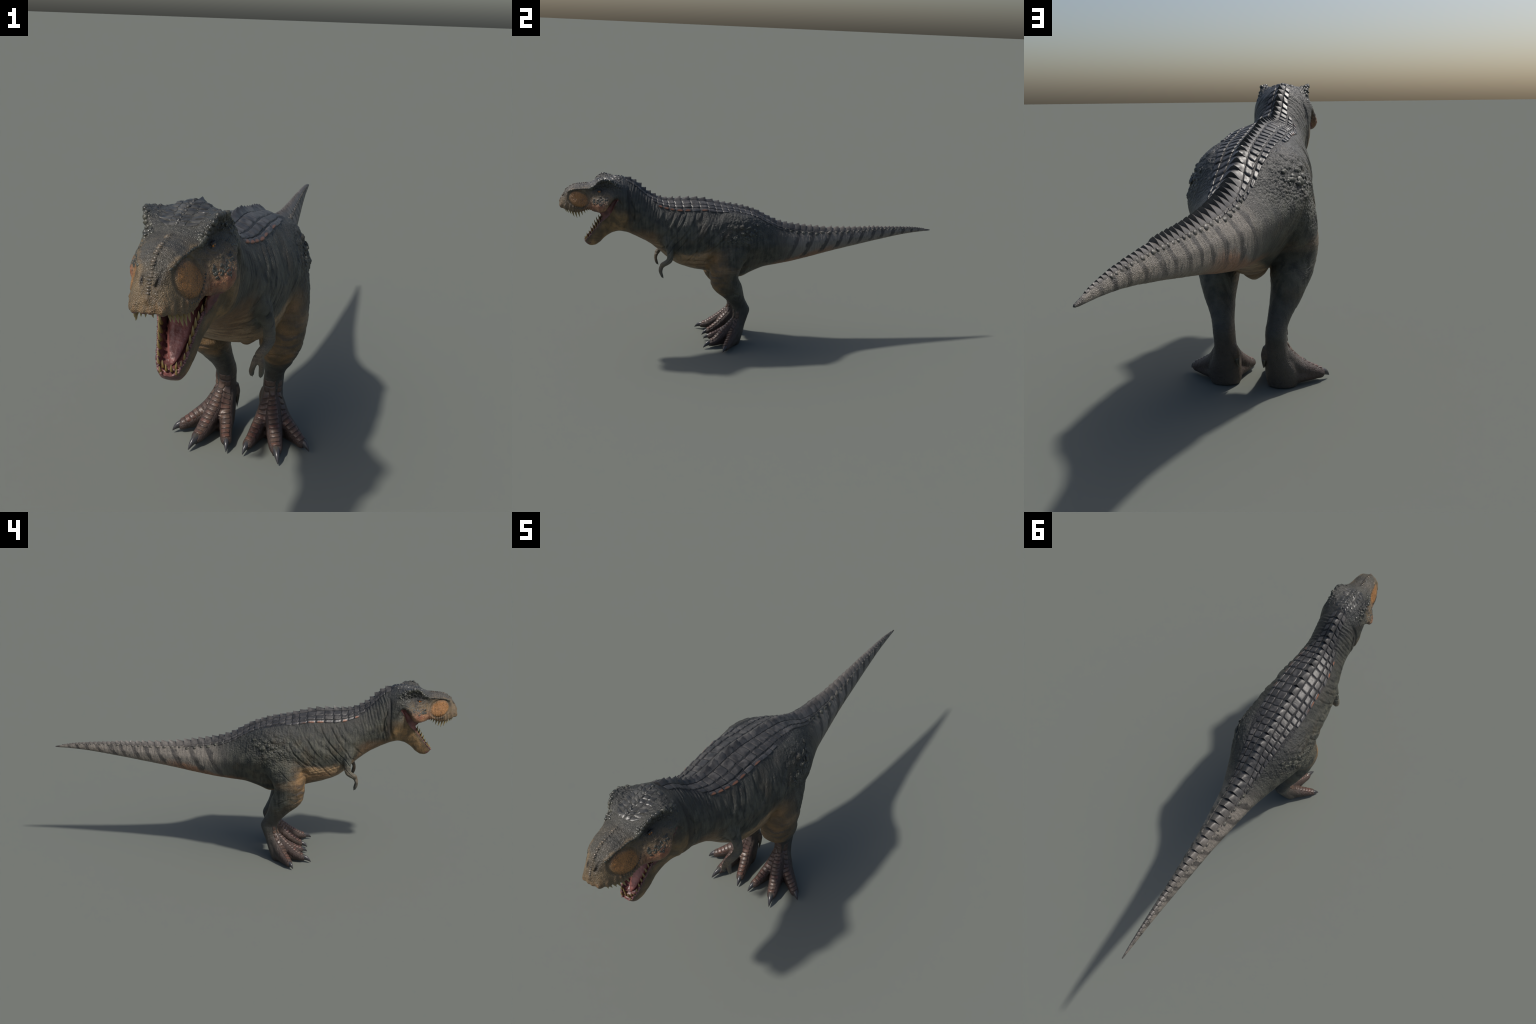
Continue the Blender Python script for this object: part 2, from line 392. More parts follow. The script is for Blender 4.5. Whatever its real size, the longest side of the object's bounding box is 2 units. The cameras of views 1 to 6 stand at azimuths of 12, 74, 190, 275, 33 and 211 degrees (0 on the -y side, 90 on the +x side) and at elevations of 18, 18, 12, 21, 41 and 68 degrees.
V[:, 2] = np.maximum(V[:, 2], .0001 + .0010*np.abs(vnoise(V*60, 3)))
NV = normals(V)
BV = BVHTree.FromPolygons([tuple(p) for p in V], [tuple(f) for f in F])

def snap(p):
    q, n, i, d = BV.find_nearest(Vector(p))
    return np.array(q), NV[F[i]].mean(0)

# ------------------------------------------------------------- materials
class NT:
    def __init__(self, name):
        self.m = bpy.data.materials.new(name); self.m.use_nodes = True
        self.t = self.m.node_tree; self.t.nodes.clear()
        self.out = self.t.nodes.new('ShaderNodeOutputMaterial')
        self.b = self.t.nodes.new('ShaderNodeBsdfPrincipled')
        self.t.links.new(self.b.outputs[0], self.out.inputs[0])
        tc = self.t.nodes.new('ShaderNodeTexCoord'); self.P = tc.outputs['Object']
        sp = self.t.nodes.new('ShaderNodeSeparateXYZ'); self.L(self.P, sp.inputs[0])
        self.x, self.y, self.z = sp.outputs
        self.ax = self.m1('ABSOLUTE', self.x)
    def L(self, a, b): self.t.links.new(a, b)
    def put(self, v, s):
        if isinstance(v, (int, float)): s.default_value = v
        elif isinstance(v, tuple): s.default_value = v if len(v) == len(s.default_value) else v + (1,)
        else: self.L(v, s)
    def m1(self, op, a, b=0., c=0.):
        n = self.t.nodes.new('ShaderNodeMath'); n.operation = op
        self.put(a, n.inputs[0]); self.put(b, n.inputs[1]); self.put(c, n.inputs[2]); return n.outputs[0]
    def add(self, a, b): return self.m1('ADD', a, b)
    def sub(self, a, b): return self.m1('SUBTRACT', a, b)
    def mul(self, *a):
        r = a[0]
        for q in a[1:]: r = self.m1('MULTIPLY', r, q)
        return r
    def mx(self, a, b): return self.m1('MAXIMUM', a, b)
    def step(self, v, a, b):
        n = self.t.nodes.new('ShaderNodeMapRange'); n.interpolation_type = 'SMOOTHSTEP'
        # smoothstep needs ascending bounds
        lo, hi, o0, o1 = (a, b, 0., 1.) if a < b else (b, a, 1., 0.)
        self.put(v, n.inputs[0]); n.inputs[1].default_value = lo; n.inputs[2].default_value = hi
        n.inputs[3].default_value = o0; n.inputs[4].default_value = o1; return n.outputs[0]
    def bell(self, v, c, w):
        d = self.m1('DIVIDE', self.sub(v, c), w); return self.m1('EXPONENT', self.mul(d, d, -1.))
    def map(self, s, rot=(0, 0, 0)):
        n = self.t.nodes.new('ShaderNodeMapping'); n.inputs['Scale'].default_value = s
        n.inputs['Rotation'].default_value = rot; self.L(self.P, n.inputs[0]); return n.outputs[0]
    def noise(self, sc, det=4, vec=None, rough=.55, dist=0.):
        n = self.t.nodes.new('ShaderNodeTexNoise'); self.L(vec or self.P, n.inputs['Vector'])
        n.inputs['Scale'].default_value = sc; n.inputs['Detail'].default_value = det
        n.inputs['Roughness'].default_value = rough; n.inputs['Distortion'].default_value = dist
        return n.outputs[0]
    def voro(self, sc, feat='F1', vec=None, rnd=1.):
        n = self.t.nodes.new('ShaderNodeTexVoronoi'); n.feature = feat; self.L(vec or self.P, n.inputs['Vector'])
        n.inputs['Scale'].default_value = sc; n.inputs['Randomness'].default_value = rnd
        return n.outputs['Distance']
    def curve(self, v, lo, hi, pts, vlo, vhi):
        """float curve: v in lo..hi -> value, pts are (v, value)"""
        n = self.t.nodes.new('ShaderNodeFloatCurve'); c = n.mapping.curves[0]
        q = [((a-lo)/(hi-lo), (b-vlo)/(vhi-vlo)) for a, b in pts]
        c.points[0].location = q[0]; c.points[1].location = q[-1]
        for p in q[1:-1]: c.points.new(*p)
        n.mapping.update()
        self.L(self.m1('DIVIDE', self.sub(v, lo), hi-lo), n.inputs['Value'])
        return self.add(self.mul(n.outputs[0], vhi-vlo), vlo)
    def mix(self, f, a, b, mode='MIX'):
        n = self.t.nodes.new('ShaderNodeMix'); n.data_type = 'RGBA'; n.blend_type = mode
        self.put(f, n.inputs[0]); self.put(a, n.inputs[6]); self.put(b, n.inputs[7]); return n.outputs[2]
    def bump(self, h, strength, dist, nrm=None):
        n = self.t.nodes.new('ShaderNodeBump'); self.L(h, n.inputs['Height'])
        n.inputs['Strength'].default_value = strength; n.inputs['Distance'].default_value = dist
        if nrm is not None: self.L(nrm, n.inputs['Normal'])
        return n.outputs[0]
    def set(self, **k):
        for a, v in k.items(): self.put(v, self.b.inputs[a.replace('_', ' ')])
    def rnd(self):
        n = self.t.nodes.new('ShaderNodeObjectInfo'); return n.outputs['Random']

def make_skin():
    T = NT('dinosaur_skin'); x, y, z, ax = T.x, T.y, T.z, T.ax
    big = T.noise(7, 5); mid = T.noise(30, 5); fine = T.noise(150, 3)
    streak = T.noise(1, 5, T.map((30, 95, 9), (.35, 0, 0)))
    nb = T.sub(big, .5); nm = T.sub(mid, .5)
    zz = T.add(z, T.add(T.mul(nb, .07), T.mul(nm, .035)))
    # flank
    col = T.mix(T.step(T.add(T.mul(mid, .6), T.mul(streak, .5)), .42, .70), (.022, .024, .020), (.108, .106, .079))  # base darkened for fine crease occlusion, warmed against the blue skylight
    col = T.mix(T.mul(T.step(T.noise(13, 5), .48, .66), .40), col, (.105, .078, .044))
    # darker towards the spine
    top = T.curve(y, -1, 1, [(-1, .86), (-.84, .85), (-.68, .83), (-.5, .73), (-.2, .69), (0, .63), (.2, .59), (1, .60)], .4, 1)
    ft = T.step(T.sub(zz, top), -.09, .03)
    col = T.mix(T.mul(ft, .75), col, (.038, .039, .037))
    pe = T.curve(y, -1, 1, [(-1, 0.), (-.70, .030), (-.62, .045), (-.52, .074), (-.42, .09), (-.2, .10), (-.05, .08), (.1, .048), (.2, .036), (.34, .022), (.7, .01), (1, 0)], 0, .12)
    pl = T.mul(T.step(T.sub(ax, pe), .002, -.006), T.step(T.sub(z, top), -.02, .0), T.step(y, -.71, -.68))
    col = T.mix(T.mul(pl, .9), col, (.013, .013, .014))  # groove shadow between plates painted near-black into the skin
    # belly and throat
    bel = T.curve(y, -1, 1, [(-1, .50), (-.72, .60), (-.6, .60), (-.5, .52), (-.40, .485), (-.28, .49), (-.22, .44), (0, .41), (.15, .435), (.4, .485), (.7, .53), (1, .555)], .3, .7)
    fb = T.step(T.sub(zz, bel), .035, -.02)
    tan = T.mix(T.step(T.noise(1, 5, T.map((20, 12, 130))), .35, .65), (.19, .105, .046), (.44, .29, .155))
    notleg = T.m1('SUBTRACT', 1., T.mul(T.step(ax, .045, .06), T.step(z, .46, .40)))
    col = T.mix(T.mul(fb, notleg, .9), col, tan)
    lit = T.mul(T.bell(T.sub(zz, bel), .012, .020), T.step(y, -.48, -.43), T.step(y, -.22, -.30), notleg)  # bright highlight along the belly edge, painted as a pale band
    col = T.mix(T.mul(lit, .75), col, (.52, .33, .165))
    # thigh front, orange with dusky bands
    tf = T.mul(T.step(T.add(y, T.mul(nb, .16)), -.17, -.265), T.step(zz, .235, .30), T.step(zz, .57, .47), T.step(y, -.31, -.29), T.step(ax, .04, .07))
    band = T.mul(T.step(T.m1('SINE', T.add(T.mul(z, 190.), T.mul(nb, 26.))), .1, .9), T.step(big, .40, .60))
    oran = T.mix(T.mul(band, .7), T.mix(T.step(mid, .3, .7), (.13, .085, .038), (.31, .17, .062)), (.060, .055, .056))
    col = T.mix(T.mul(tf, .85), col, oran)
    shin = T.mul(T.step(z, .30, .24), T.step(ax, .03, .045), T.step(y, -.4, -.35))
    col = T.mix(T.mul(shin, .6), col, (.050, .050, .047))
    # tail: pale with dark rings, orange under its root
    ftl = T.step(y, .05, .26)
    pale = T.mix(T.noise(1, 4, T.map((60, 220, 22))), (.14, .125, .11), (.41, .36, .30))
    col = T.mix(T.mul(ftl, .8, T.step(T.sub(zz, top), .05, -.03)), col, pale)
    tu = T.mul(T.step(y, .0, .12), T.step(y, .52, .30), T.step(T.sub(zz, bel), .035, .0))
    col = T.mix(T.mul(tu, .75), col, (.34, .15, .065))
    yb = T.add(T.sub(y, T.mul(T.sub(z, .52), .5)), T.mul(nm, .03))
    nn = T.curve(yb, 0, 1, [(0, 0), (.106, 1), (.18, 2), (.265, 3), (.36, 4), (.44, 5), (.5, 6), (.56, 7), (.625, 8), (.68, 9), (.745, 10), (.805, 11), (.857, 12), (.90, 13), (.94, 14), (1, 15.5)], 0, 16)
    ring = T.add(T.m1('COSINE', T.mul(nn, 2*math.pi)), T.mul(nm, 1.2))
    rm = T.mul(T.step(ring, .20, .80), T.step(y, .06, .20), T.step(y, .97, .90), T.step(T.sub(z, bel), -.012, .02), T.add(.45, T.mul(mid, .6)))
    tip = T.step(y, .955, .985)
    col = T.mix(T.mul(tip, .8), col, (.035, .033, .032))
    col = T.mix(rm, col, (.030, .027, .026))
    # head
    hd = T.step(y, -.66, -.70)
    upper = T.mul(hd, T.step(T.sub(z, T.mul(T.sub(y, -.8), .9)), .72, .735))
    snout = T.mul(T.step(T.add(y, T.mul(nm, .03)), -.835, -.885), T.step(z, .70, .72))
    brown = T.mix(T.step(mid, .35, .65), (.095, .070, .040), (.245, .170, .090))
    col = T.mix(T.mul(snout, .85), col, brown)
    lipm = T.mul(snout, T.step(zz, .790, .750))
    col = T.mix(T.mul(lipm, .6, T.step(T.noise(1, 4, T.map((150, 150, 25))), .35, .6)), col, (.26, .140, .060))
    led = T.curve(y, -1, -.7, [(-1, .02), (-.96, .026), (-.94, .036), (-.91, .043), (-.88, .048), (-.84, .062), (-.7, .08)], 0, .1)
    crown = T.mul(T.step(T.sub(T.add(ax, T.mul(nm, .02)), led), .004, -.006), T.step(z, .795, .835), T.step(y, -.75, -.80))
    col = T.mix(T.mul(crown, .85), col, T.mix(mid, (.040, .041, .037), (.090, .084, .066)))
    face = T.mul(hd, T.step(zz, .845, .80), T.step(z, .71, .73), T.step(y, -.73, -.77), T.step(ax, .03, .05))
    col = T.mix(T.mul(face, .8, T.step(mid, .32, .55)), col, T.mix(big, (.14, .105, .058), (.25, .165, .085)))
    ck = T.mul(T.bell(y, -.820, .050), T.bell(T.add(z, T.mul(nm, .02)), .755, .025), T.step(ax, .05, .07))
    col = T.mix(T.mul(ck, 1.0), col, T.mix(T.step(mid, .4, .62), (.30, .115, .058), (.52, .255, .130)))
    spots = T.mul(T.step(T.voro(120), .32, .18), T.mx(T.mul(ck, .8), T.mul(face, .5)))
    col = T.mix(T.mul(spots, .6), col, (.03, .028, .028))
    eyem = T.mul(T.bell(y, -.805, .035), T.bell(z, .842, .022), T.step(ax, .04, .055))
    col = T.mix(T.mul(eyem, .85), col, (.022, .022, .024))
    dy = T.m1('DIVIDE', T.sub(y, -.910), .0425); dz = T.m1('DIVIDE', T.sub(z, .789), .0365)
    rr = T.m1('SQRT', T.add(T.add(T.mul(dy, dy), T.mul(dz, dz)), T.mul(dy, dz, .3)))
    disc = T.mul(T.step(T.add(rr, T.mul(nm, .35)), 1.14, .76), T.step(ax, .035, .042))
    rim = T.mul(T.bell(rr, 1.07, .07), T.step(ax, .03, .04))
    col = T.mix(T.mul(rim, .25), col, (.070, .050, .028))
    dcol = T.mix(T.step(T.add(T.mul(T.voro(300), .9), T.mul(T.sub(mid, .5), .9)), .05, .55), (.14, .070, .026), (.42, .190, .056))
    col = T.mix(disc, col, dcol)
    # jaw skin
    jl = T.sub(z, T.mul(T.add(y, .75), 1.33))
    jaw = T.mul(T.step(T.add(y, T.mul(nb, .05)), -.645, -.705), T.step(jl, .772, .757), T.mx(T.step(zz, .765, .70), T.step(y, -.73, -.76)))
    jc = T.mix(T.step(mid, .36, .64), (.125, .078, .030), (.36, .205, .070))
    col = T.mix(T.mul(jaw, .8), col, jc)
    jdark = T.mul(jaw, T.step(jl, .705, .750))
    col = T.mix(T.mul(jdark, .7, T.step(mid, .3, .6)), col, (.050, .050, .042))
    thr = T.mul(T.step(y, -.71, -.66), T.step(y, -.50, -.58), T.step(zz, .66, .60))
    col = T.mix(T.mul(thr, .75), col, T.mix(streak, (.09, .05, .022), (.30, .165, .075)))
    nos = T.mul(T.bell(y, -.977, .012), T.bell(z, .803, .013), T.bell(ax, .0165, .004))
    col = T.mix(nos, col, (.016, .015, .014))
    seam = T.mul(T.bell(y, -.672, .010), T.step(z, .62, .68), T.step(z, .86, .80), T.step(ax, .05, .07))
    col = T.mix(T.mul(seam, .75), col, (.016, .015, .014))  # crease shadow behind the jaw drawn in dark colour
    # feet: red brown
    ff = T.mul(T.step(T.add(z, T.mul(nm, .03)), .175, .12), T.step(y, -.33, -.32))
    toe = T.mul(ff, T.step(T.add(y, T.mul(nm, .03)), -.10, -.17))
    col = T.mix(T.mul(ff, .7), col, (.075, .060, .048))
    col = T.mix(T.mul(toe, .85), col, T.mix(mid, (.030, .018, .015), (.072, .038, .029)))  # toe skin darkened so gaps between scutes show as shadowed grooves
    # arms greenish grey
    am = T.mul(T.step(z, .57, .53), T.step(ax, .085, .10), T.bell(y, -.50, .05))
    col = T.mix(T.mul(am, .8), col, T.mix(mid, (.060, .068, .058), (.125, .135, .110)))
    # dark lines along the pore edges, then dark mottling
    pore = T.voro(330, 'DISTANCE_TO_EDGE')
    col = T.mix(T.mul(T.step(pore, .12, .0), .45), col, (.015, .015, .016))
    dark_mottle = T.step(T.noise(60, 4), .52, .70)
    col = T.mix(T.mul(dark_mottle, .35), col, (.028, .028, .028))
    wet = T.mul(T.step(y, -.62, -.70), T.step(z, .72, .84))
    ro = T.add(T.mul(fine, .25), T.sub(.34, T.mul(wet, .16)))
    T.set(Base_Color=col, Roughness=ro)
    T.b.inputs['Specular IOR Level'].default_value = .5
    n0 = T.bump(T.noise(75, 5, None, .62), .6, .006)
    n1 = T.bump(T.step(T.voro(310, 'DISTANCE_TO_EDGE'), 0., .30), .50, .0020, n0)
    n2 = T.bump(streak, .6, .006, n1)
    n3 = T.bump(T.noise(260, 3), .35, .0012, n2)
    T.L(n3, T.b.inputs['Normal'])
    return T.m

def make_flesh(name, a, b, rough, sc=40):
    T = NT(name); n = T.noise(sc, 5)
    col = T.mix(T.step(n, .35, .65), a, b)
    T.set(Base_Color=col, Roughness=rough)
    T.L(T.bump(T.noise(sc*2.2, 4), .7, .004), T.b.inputs['Normal']); T.b.inputs['Subsurface Weight'].default_value = .08
    T.b.inputs['Subsurface Radius'].default_value = (.01, .004, .003); return T.m

def make_horn(name, dark, light, orange=None, rough=.36):
    T = NT(name); mid = T.noise(38, 5); fine = T.noise(170, 3)
    col = T.mix(T.step(mid, .35, .68), dark, light)
    r = T.rnd()
    col = T.mix(T.mul(T.step(r, .5, 1.), .35), col, (.035, .036, .038))
    if orange and 'edge' in name:
        tc = T.t.nodes.new('ShaderNodeTexCoord'); sp = T.t.nodes.new('ShaderNodeSeparateXYZ'); T.L(tc.outputs['Generated'], sp.inputs[0])
        d = T.m1('SQRT', T.add(T.m1('POWER', T.m1('ABSOLUTE', T.sub(sp.outputs[1], .5)), 2.), T.m1('POWER', T.m1('ABSOLUTE', T.sub(sp.outputs[2], .42)), 2.)))
        col = T.mix(T.mul(T.step(r, .35, .45), T.step(T.add(d, T.mul(T.sub(mid, .5), .5)), .42, .22), T.step(T.y, -.24, -.33), .9), col, orange)
    elif orange: col = T.mix(T.mul(T.step(T.add(r, T.sub(mid, .5)), .35, .9), .55, T.step(T.y, -.14, -.20)), col, orange)
    tl = T.step(T.y, .12, .45)
    col = T.mix(T.mul(tl, .55), col, T.mix(mid, (.10, .09, .078), (.20, .175, .15)))
    col = T.mix(T.mul(T.step(T.voro(150, 'DISTANCE_TO_EDGE'), .08, 0.), .35), col, (.01, .01, .01))
    T.set(Base_Color=col, Roughness=T.add(T.mul(fine, .25), rough-.1))
    T.L(T.bump(T.noise(1, 5, T.map((60, 220, 60))), .4, .0018, T.bump(fine, .25, .001)), T.b.inputs['Normal']); return T.m

M_SKIN = make_skin()
M_MOUTH = make_flesh('mouth_flesh', (.085, .030, .030), (.20, .075, .066), .36)
M_TONGUE = make_flesh('tongue_flesh', (.17, .060, .052), (.32, .125, .105), .33)
M_GUM = make_flesh('gum_flesh', (.075, .034, .036), (.24, .115, .108), .20, 110)
M_SCUTE = make_horn('scute_horn', (.027, .026, .025), (.085, .080, .075), None, .40)  # horn colour lowered to carry the occlusion contrast of the back
M_SHIELD = make_horn('head_shield_horn', (.026, .027, .026), (.080, .078, .070), None, .34)
M_EDGE = make_horn('edge_scute_horn', (.040, .040, .042), (.10, .095, .092), (.26, .105, .055))
M_KNOB = make_horn('knob_horn', (.028, .029, .025), (.085, .083, .064), None, .30)
M_FOOT = make_horn('foot_scute_horn', (.062, .038, .029), (.112, .070, .050), (.135, .050, .031), .36)

def make_tooth():
    T = NT('tooth_ivory')
    col = T.mix(T.step(T.z, 0., .022), (.19, .12, .035), (.34, .27, .12))
    col = T.mix(T.mul(T.step(T.noise(300, 3), .45, .7), .4), col, (.12, .075, .02))
    T.set(Base_Color=col, Roughness=.32); return T.m
def make_claw():
    T = NT('claw_keratin'); n = T.noise(1, 4, T.map((200, 200, 30)))
    col = T.mix(n, (.018, .018, .021), (.060, .058, .060))
    col = T.mix(T.mul(T.step(T.z, .030, .045), .5), col, (.10, .085, .045))
    T.set(Base_Color=col, Roughness=.30)
    T.L(T.bump(n, .3, .001), T.b.inputs['Normal']); return T.m
def make_eye():
    T = NT('eye_amber'); d = T.m1('SQRT', T.add(T.mul(T.y, T.y), T.mul(T.z, T.z)))
    col = T.mix(T.step(d, .36, .30), T.mix(T.step(d, .62, .72), (.62, .19, .015), (.03, .02, .012)), (.004, .004, .004))
    T.set(Base_Color=col, Roughness=.08); T.b.inputs['Coat Weight'].default_value = .5; return T.m
M_TOOTH, M_CLAW, M_EYE = make_tooth(), make_claw(), make_eye()

# ------------------------------------------------------------- objects
def mkobj(name, data, parent, mats=()):
    o = bpy.data.objects.new(name, data); COL.objects.link(o)
    if parent is not None: o.parent = parent
    for m in mats: data.materials.append(m)
    return o
root = bpy.data.objects.new('tyrannosaur', None); COL.objects.link(root)
root['label'] = 'roaring two-legged dinosaur with plated back and striped tail'
root['category'] = 'dinosaur'

# label every face with its body part
FC = V[F].mean(1); fx, fy, fz = FC.T; fax = np.abs(fx)
# height over the jaw rim line, measured in the jaw's own plane
jy, jz = JA[:, 0], JA[:, 1]
rimz = np.interp(fy, jy, jz)
rimw = np.interp(fy, jy, JA[:, 4])
lab = np.full(len(F), 2)                                        # torso
lab[fy < -.50] = 1                                              # neck
lab[(fy < -.665)] = 0                                           # head
lab[fy > .05] = 3                                               # tail
jawsel = (fy < -.69) & (fz < np.interp(fy, [-.90, -.84, -.81, -.775, -.755, -.742, -.70, -.69], [.60, .64, .680, .709, .736, .770, .80, .80]))
jawsel &= ~((fax < .075) & (fy > -.74) & (fz > .68))
lab[jawsel] = 4
legsel = (fz < .50) & (fy > -.31) & (fy < .0) & (fax > .045 + .12*sstep(.34, .46, fz) - .02)
lab[legsel & (fz < np.interp(fax, [.04, .10, .18], [.38, .44, .50]))] = 5
lab[(fz < .165) & (fy > -.35) & (fy < .05)] = 6
lab[(fax > .085) & (fy > -.56) & (fy < -.44) & (fz < .555 - .5*np.clip(.12-fax, 0, 1)) & (fz > .37)] = 7
names = ['head', 'neck', 'torso', 'tail', 'lower_jaw', 'leg', 'foot', 'arm']
# faces inside the mouth get flesh
FN = np.cross(V[F[:, 2]]-V[F[:, 0]], V[F[:, 3]]-V[F[:, 1]]); FN /= np.linalg.norm(FN, axis=1)[:, None] + 1e-12
mouth = np.zeros(len(F), bool)
tr = (fy < -.70)
mouth |= tr & (lab == 4) & (fax < rimw*.86) & (fz > np.interp(fy, jy, jz) - .050) & ((FN[:, 1]*-.55 + FN[:, 2]*.6) > -.1)
mouth |= tr & (lab == 0) & (fax < np.interp(fy, [-1, -.9, -.8, -.7], [.028, .050, .074, .080])) & (fz < .772) & (FN[:, 2] < np.where(fy < -.955, -.55, .3))
memb = (fy > -.83) & (fy < -.712) & (fax < .0945) & (fz < np.interp(fy, [-.83,-.819,-.798,-.775,-.753,-.731,-.712], [.736,.737,.742,.759,.784,.799,.802])) & (fz > np.interp(fy, jy, jz) - .004)
mouth |= memb
gum = (lab == 4) & (fax > rimw*.70) & (fax < rimw*.97) & (fy < -.80) & (np.abs(fz - rimz) < .010) & ((FN[:, 1]*-.6 + FN[:, 2]*.6) > .35)
#gum |= (lab == 4) & (fy < -.870) & (FN[:, 2]*.8-FN[:, 1]*.3 > .62)

parts = {}
def submesh(name, sel, parent):
    idx = F[sel]; uv, inv = np.unique(idx.ravel(), return_inverse=True)
    me = bpy.data.meshes.new(name)
    me.vertices.add(len(uv)); me.vertices.foreach_set('co', V[uv].ravel())
    nf = len(idx); me.loops.add(nf*4); me.polygons.add(nf)
    me.loops.foreach_set('vertex_index', inv.astype(np.int32))
    me.polygons.foreach_set('loop_start', np.arange(0, nf*4, 4, dtype=np.int32))
    mi = np.where(gum[sel], 2, np.where(mouth[sel], 1, 0)).astype(np.int32)
    for m in (M_SKIN, M_MOUTH, M_GUM): me.materials.append(m)
    me.polygons.foreach_set('material_index', mi)
    me.polygons.foreach_set('use_smooth', np.ones(nf, bool))
    me.update(calc_edges=True); me.validate()
    me.normals_split_custom_set_from_vertices([tuple(n) for n in NV[uv]])
    return mkobj(name, me, parent)
for k, nm in enumerate(names):
    if k < 5: parts[nm] = submesh(nm, lab == k, root)
    else:
        for sx in (1, -1):
            s = (lab == k) & (np.sign(fx + 1e-9) == sx)
            parts[nm, sx] = submesh(nm, s, root)
bpy.data.meshes.remove(me0); bpy.data.meshes.remove(me1)

# ------------------------------------------------------------- scutes
def grid_piece(name, pts, nrm, H, parent, mat, sink=.003):
    """pad laid on the skin: pts (a, b, 3) foot points, H (a, b) heights, closed below"""
    a, b = H.shape; top = pts + nrm*H[..., None]
    v = [tuple(p) for p in top.reshape(-1, 3)]; f = []
    for i in range(a-1):
        for j in range(b-1):
            f.append((i*b+j, i*b+j+1, (i+1)*b+j+1, (i+1)*b+j))
    edge = ([(0, j) for j in range(b)] + [(i, b-1) for i in range(1, a)] +
            [(a-1, j) for j in range(b-2, -1, -1)] + [(i, 0) for i in range(a-2, 0, -1)])
    base = len(v)
    for i, j in edge: v.append(tuple(pts[i, j] - nrm[i, j]*sink))
    m = len(edge)
    for k in range(m):
        i, j = edge[k]; i2, j2 = edge[(k+1) % m]
        f.append((i*b+j, base+k, base+(k+1) % m, i2*b+j2))
    f.append(tuple(range(base+m-1, base-1, -1)))
    me = bpy.data.meshes.new(name); me.from_pydata(v, [], f)
    bm = bmesh.new(); bm.from_mesh(me); bmesh.ops.recalc_face_normals(bm, faces=bm.faces); bm.to_mesh(me); bm.free()
    me.polygons.foreach_set('use_smooth', np.ones(len(me.polygons), bool))
    me.set_sharp_from_angle(angle=math.radians(42))
    return mkobj(name, me, parent, (mat,))

def section_point(y, xs, flank=0.):
    """skin point over lateral distance xs measured along the back from the midline"""
    C = controls(y)[0]; t = np.linspace(0, 4, 160); h = half_curve(C, t)
    d = np.r_[0, np.cumsum(np.linalg.norm(np.diff(h, axis=0), axis=1))]
    return np.array([np.interp(xs, d, h[:, 0]), y, np.interp(xs, d, h[:, 1])])

def edge_len(y):
    C = controls(y)[0]; t = np.linspace(0, 2, 80); h = half_curve(C, t)
    return np.sum(np.linalg.norm(np.diff(h, axis=0), axis=1))

TIPS = [-.684,-.656,-.632,-.609,-.586,-.562,-.537,-.510,-.482,-.450,-.412,-.369,-.327,-.286,-.248,-.214,-.182,-.150,-.118,-.087,-.058,
 -.031,-.003,.026,.056,.088,.121,.154,.188,.223,.258,.293,.331,.370,.409,.447,.481,.515,.547,.577,.606,.632,.657,.682,.706,.729,
 .752,.775,.797,.818,.838,.857,.875,.892,.908,.923,.937,.950,.962]
CREST_Z = ([-.70,-.656,-.619,-.597,-.575,-.55,-.519,-.495,-.465,-.389,-.306,-.229,-.166,-.102,-.047,.01,.071,.137,.205,.273,.35,.428,.532,.739,.832,.927,.996],
           [.898,.881,.858,.836,.819,.802,.787,.780,.779,.781,.777,.761,.748,.736,.718,.691,.660,.636,.624,.616,.606,.601,.598,.597,.592,.580,.565])
def owner(y): return parts['head'] if y < -.665 else parts['neck'] if y < -.50 else parts['torso'] if y < .05 else parts['tail']

def crest_half(y): return float(np.interp(y, [-.70, -.60, -.45, -.2, 0, .12, .2, .3, .5, .7, .9, .97], [.014, .016, .0180, .0180, .021, .031, .035, .031, .022, .013, .0065, .0025]))

for k in range(len(TIPS)-1):
    y0, y1 = TIPS[k]+.0013, TIPS[k+1]-.0013
    na, nb = 8, 13; pts = np.zeros((na, nb, 3)); nr = np.zeros((na, nb, 3)); H = np.zeros((na, nb))
    for i, a in enumerate(np.linspace(0, 1, na)):
        for j, b in enumerate(np.linspace(-1, 1, nb)):
            yy = y0 + (y1-y0)*a + .004*abs(b)*(1 if y0 < .2 else .5)*(a-.5)
            w = crest_half(yy)*(1-.10*(2*a-1)**4)
            p = section_point(yy, abs(b)*w); p[0] *= 1 if b >= 0 else -1
            q, n = snap(p)
            if abs(b) < 1e-6: q[0] = 0; n[0] = 0; n /= np.linalg.norm(n)
            pts[i, j], nr[i, j] = q, np.array([n[0]*.35, n[1]*.3, max(n[2], .2)]); nr[i, j] /= np.linalg.norm(nr[i, j])
            tipz = np.interp(y1, *CREST_Z); basez = section_point(y1, 0)[2]
            hm = np.clip((tipz-basez)*1.18, .003, .026) if y1 < .70 else w*.55
            roof = (1-abs(b))**1.1
            H[i, j] = (.0012 if y1 < .7 else .0005) + hm*roof*(.12+.88*a**1.15)*(1+.06*random.uniform(-1, 1)*(i > 0)) + .0018*(1-b*b)*min(1, w/.015)
    grid_piece('crest_spike', pts, nr, H, owner(y1), M_SCUTE)

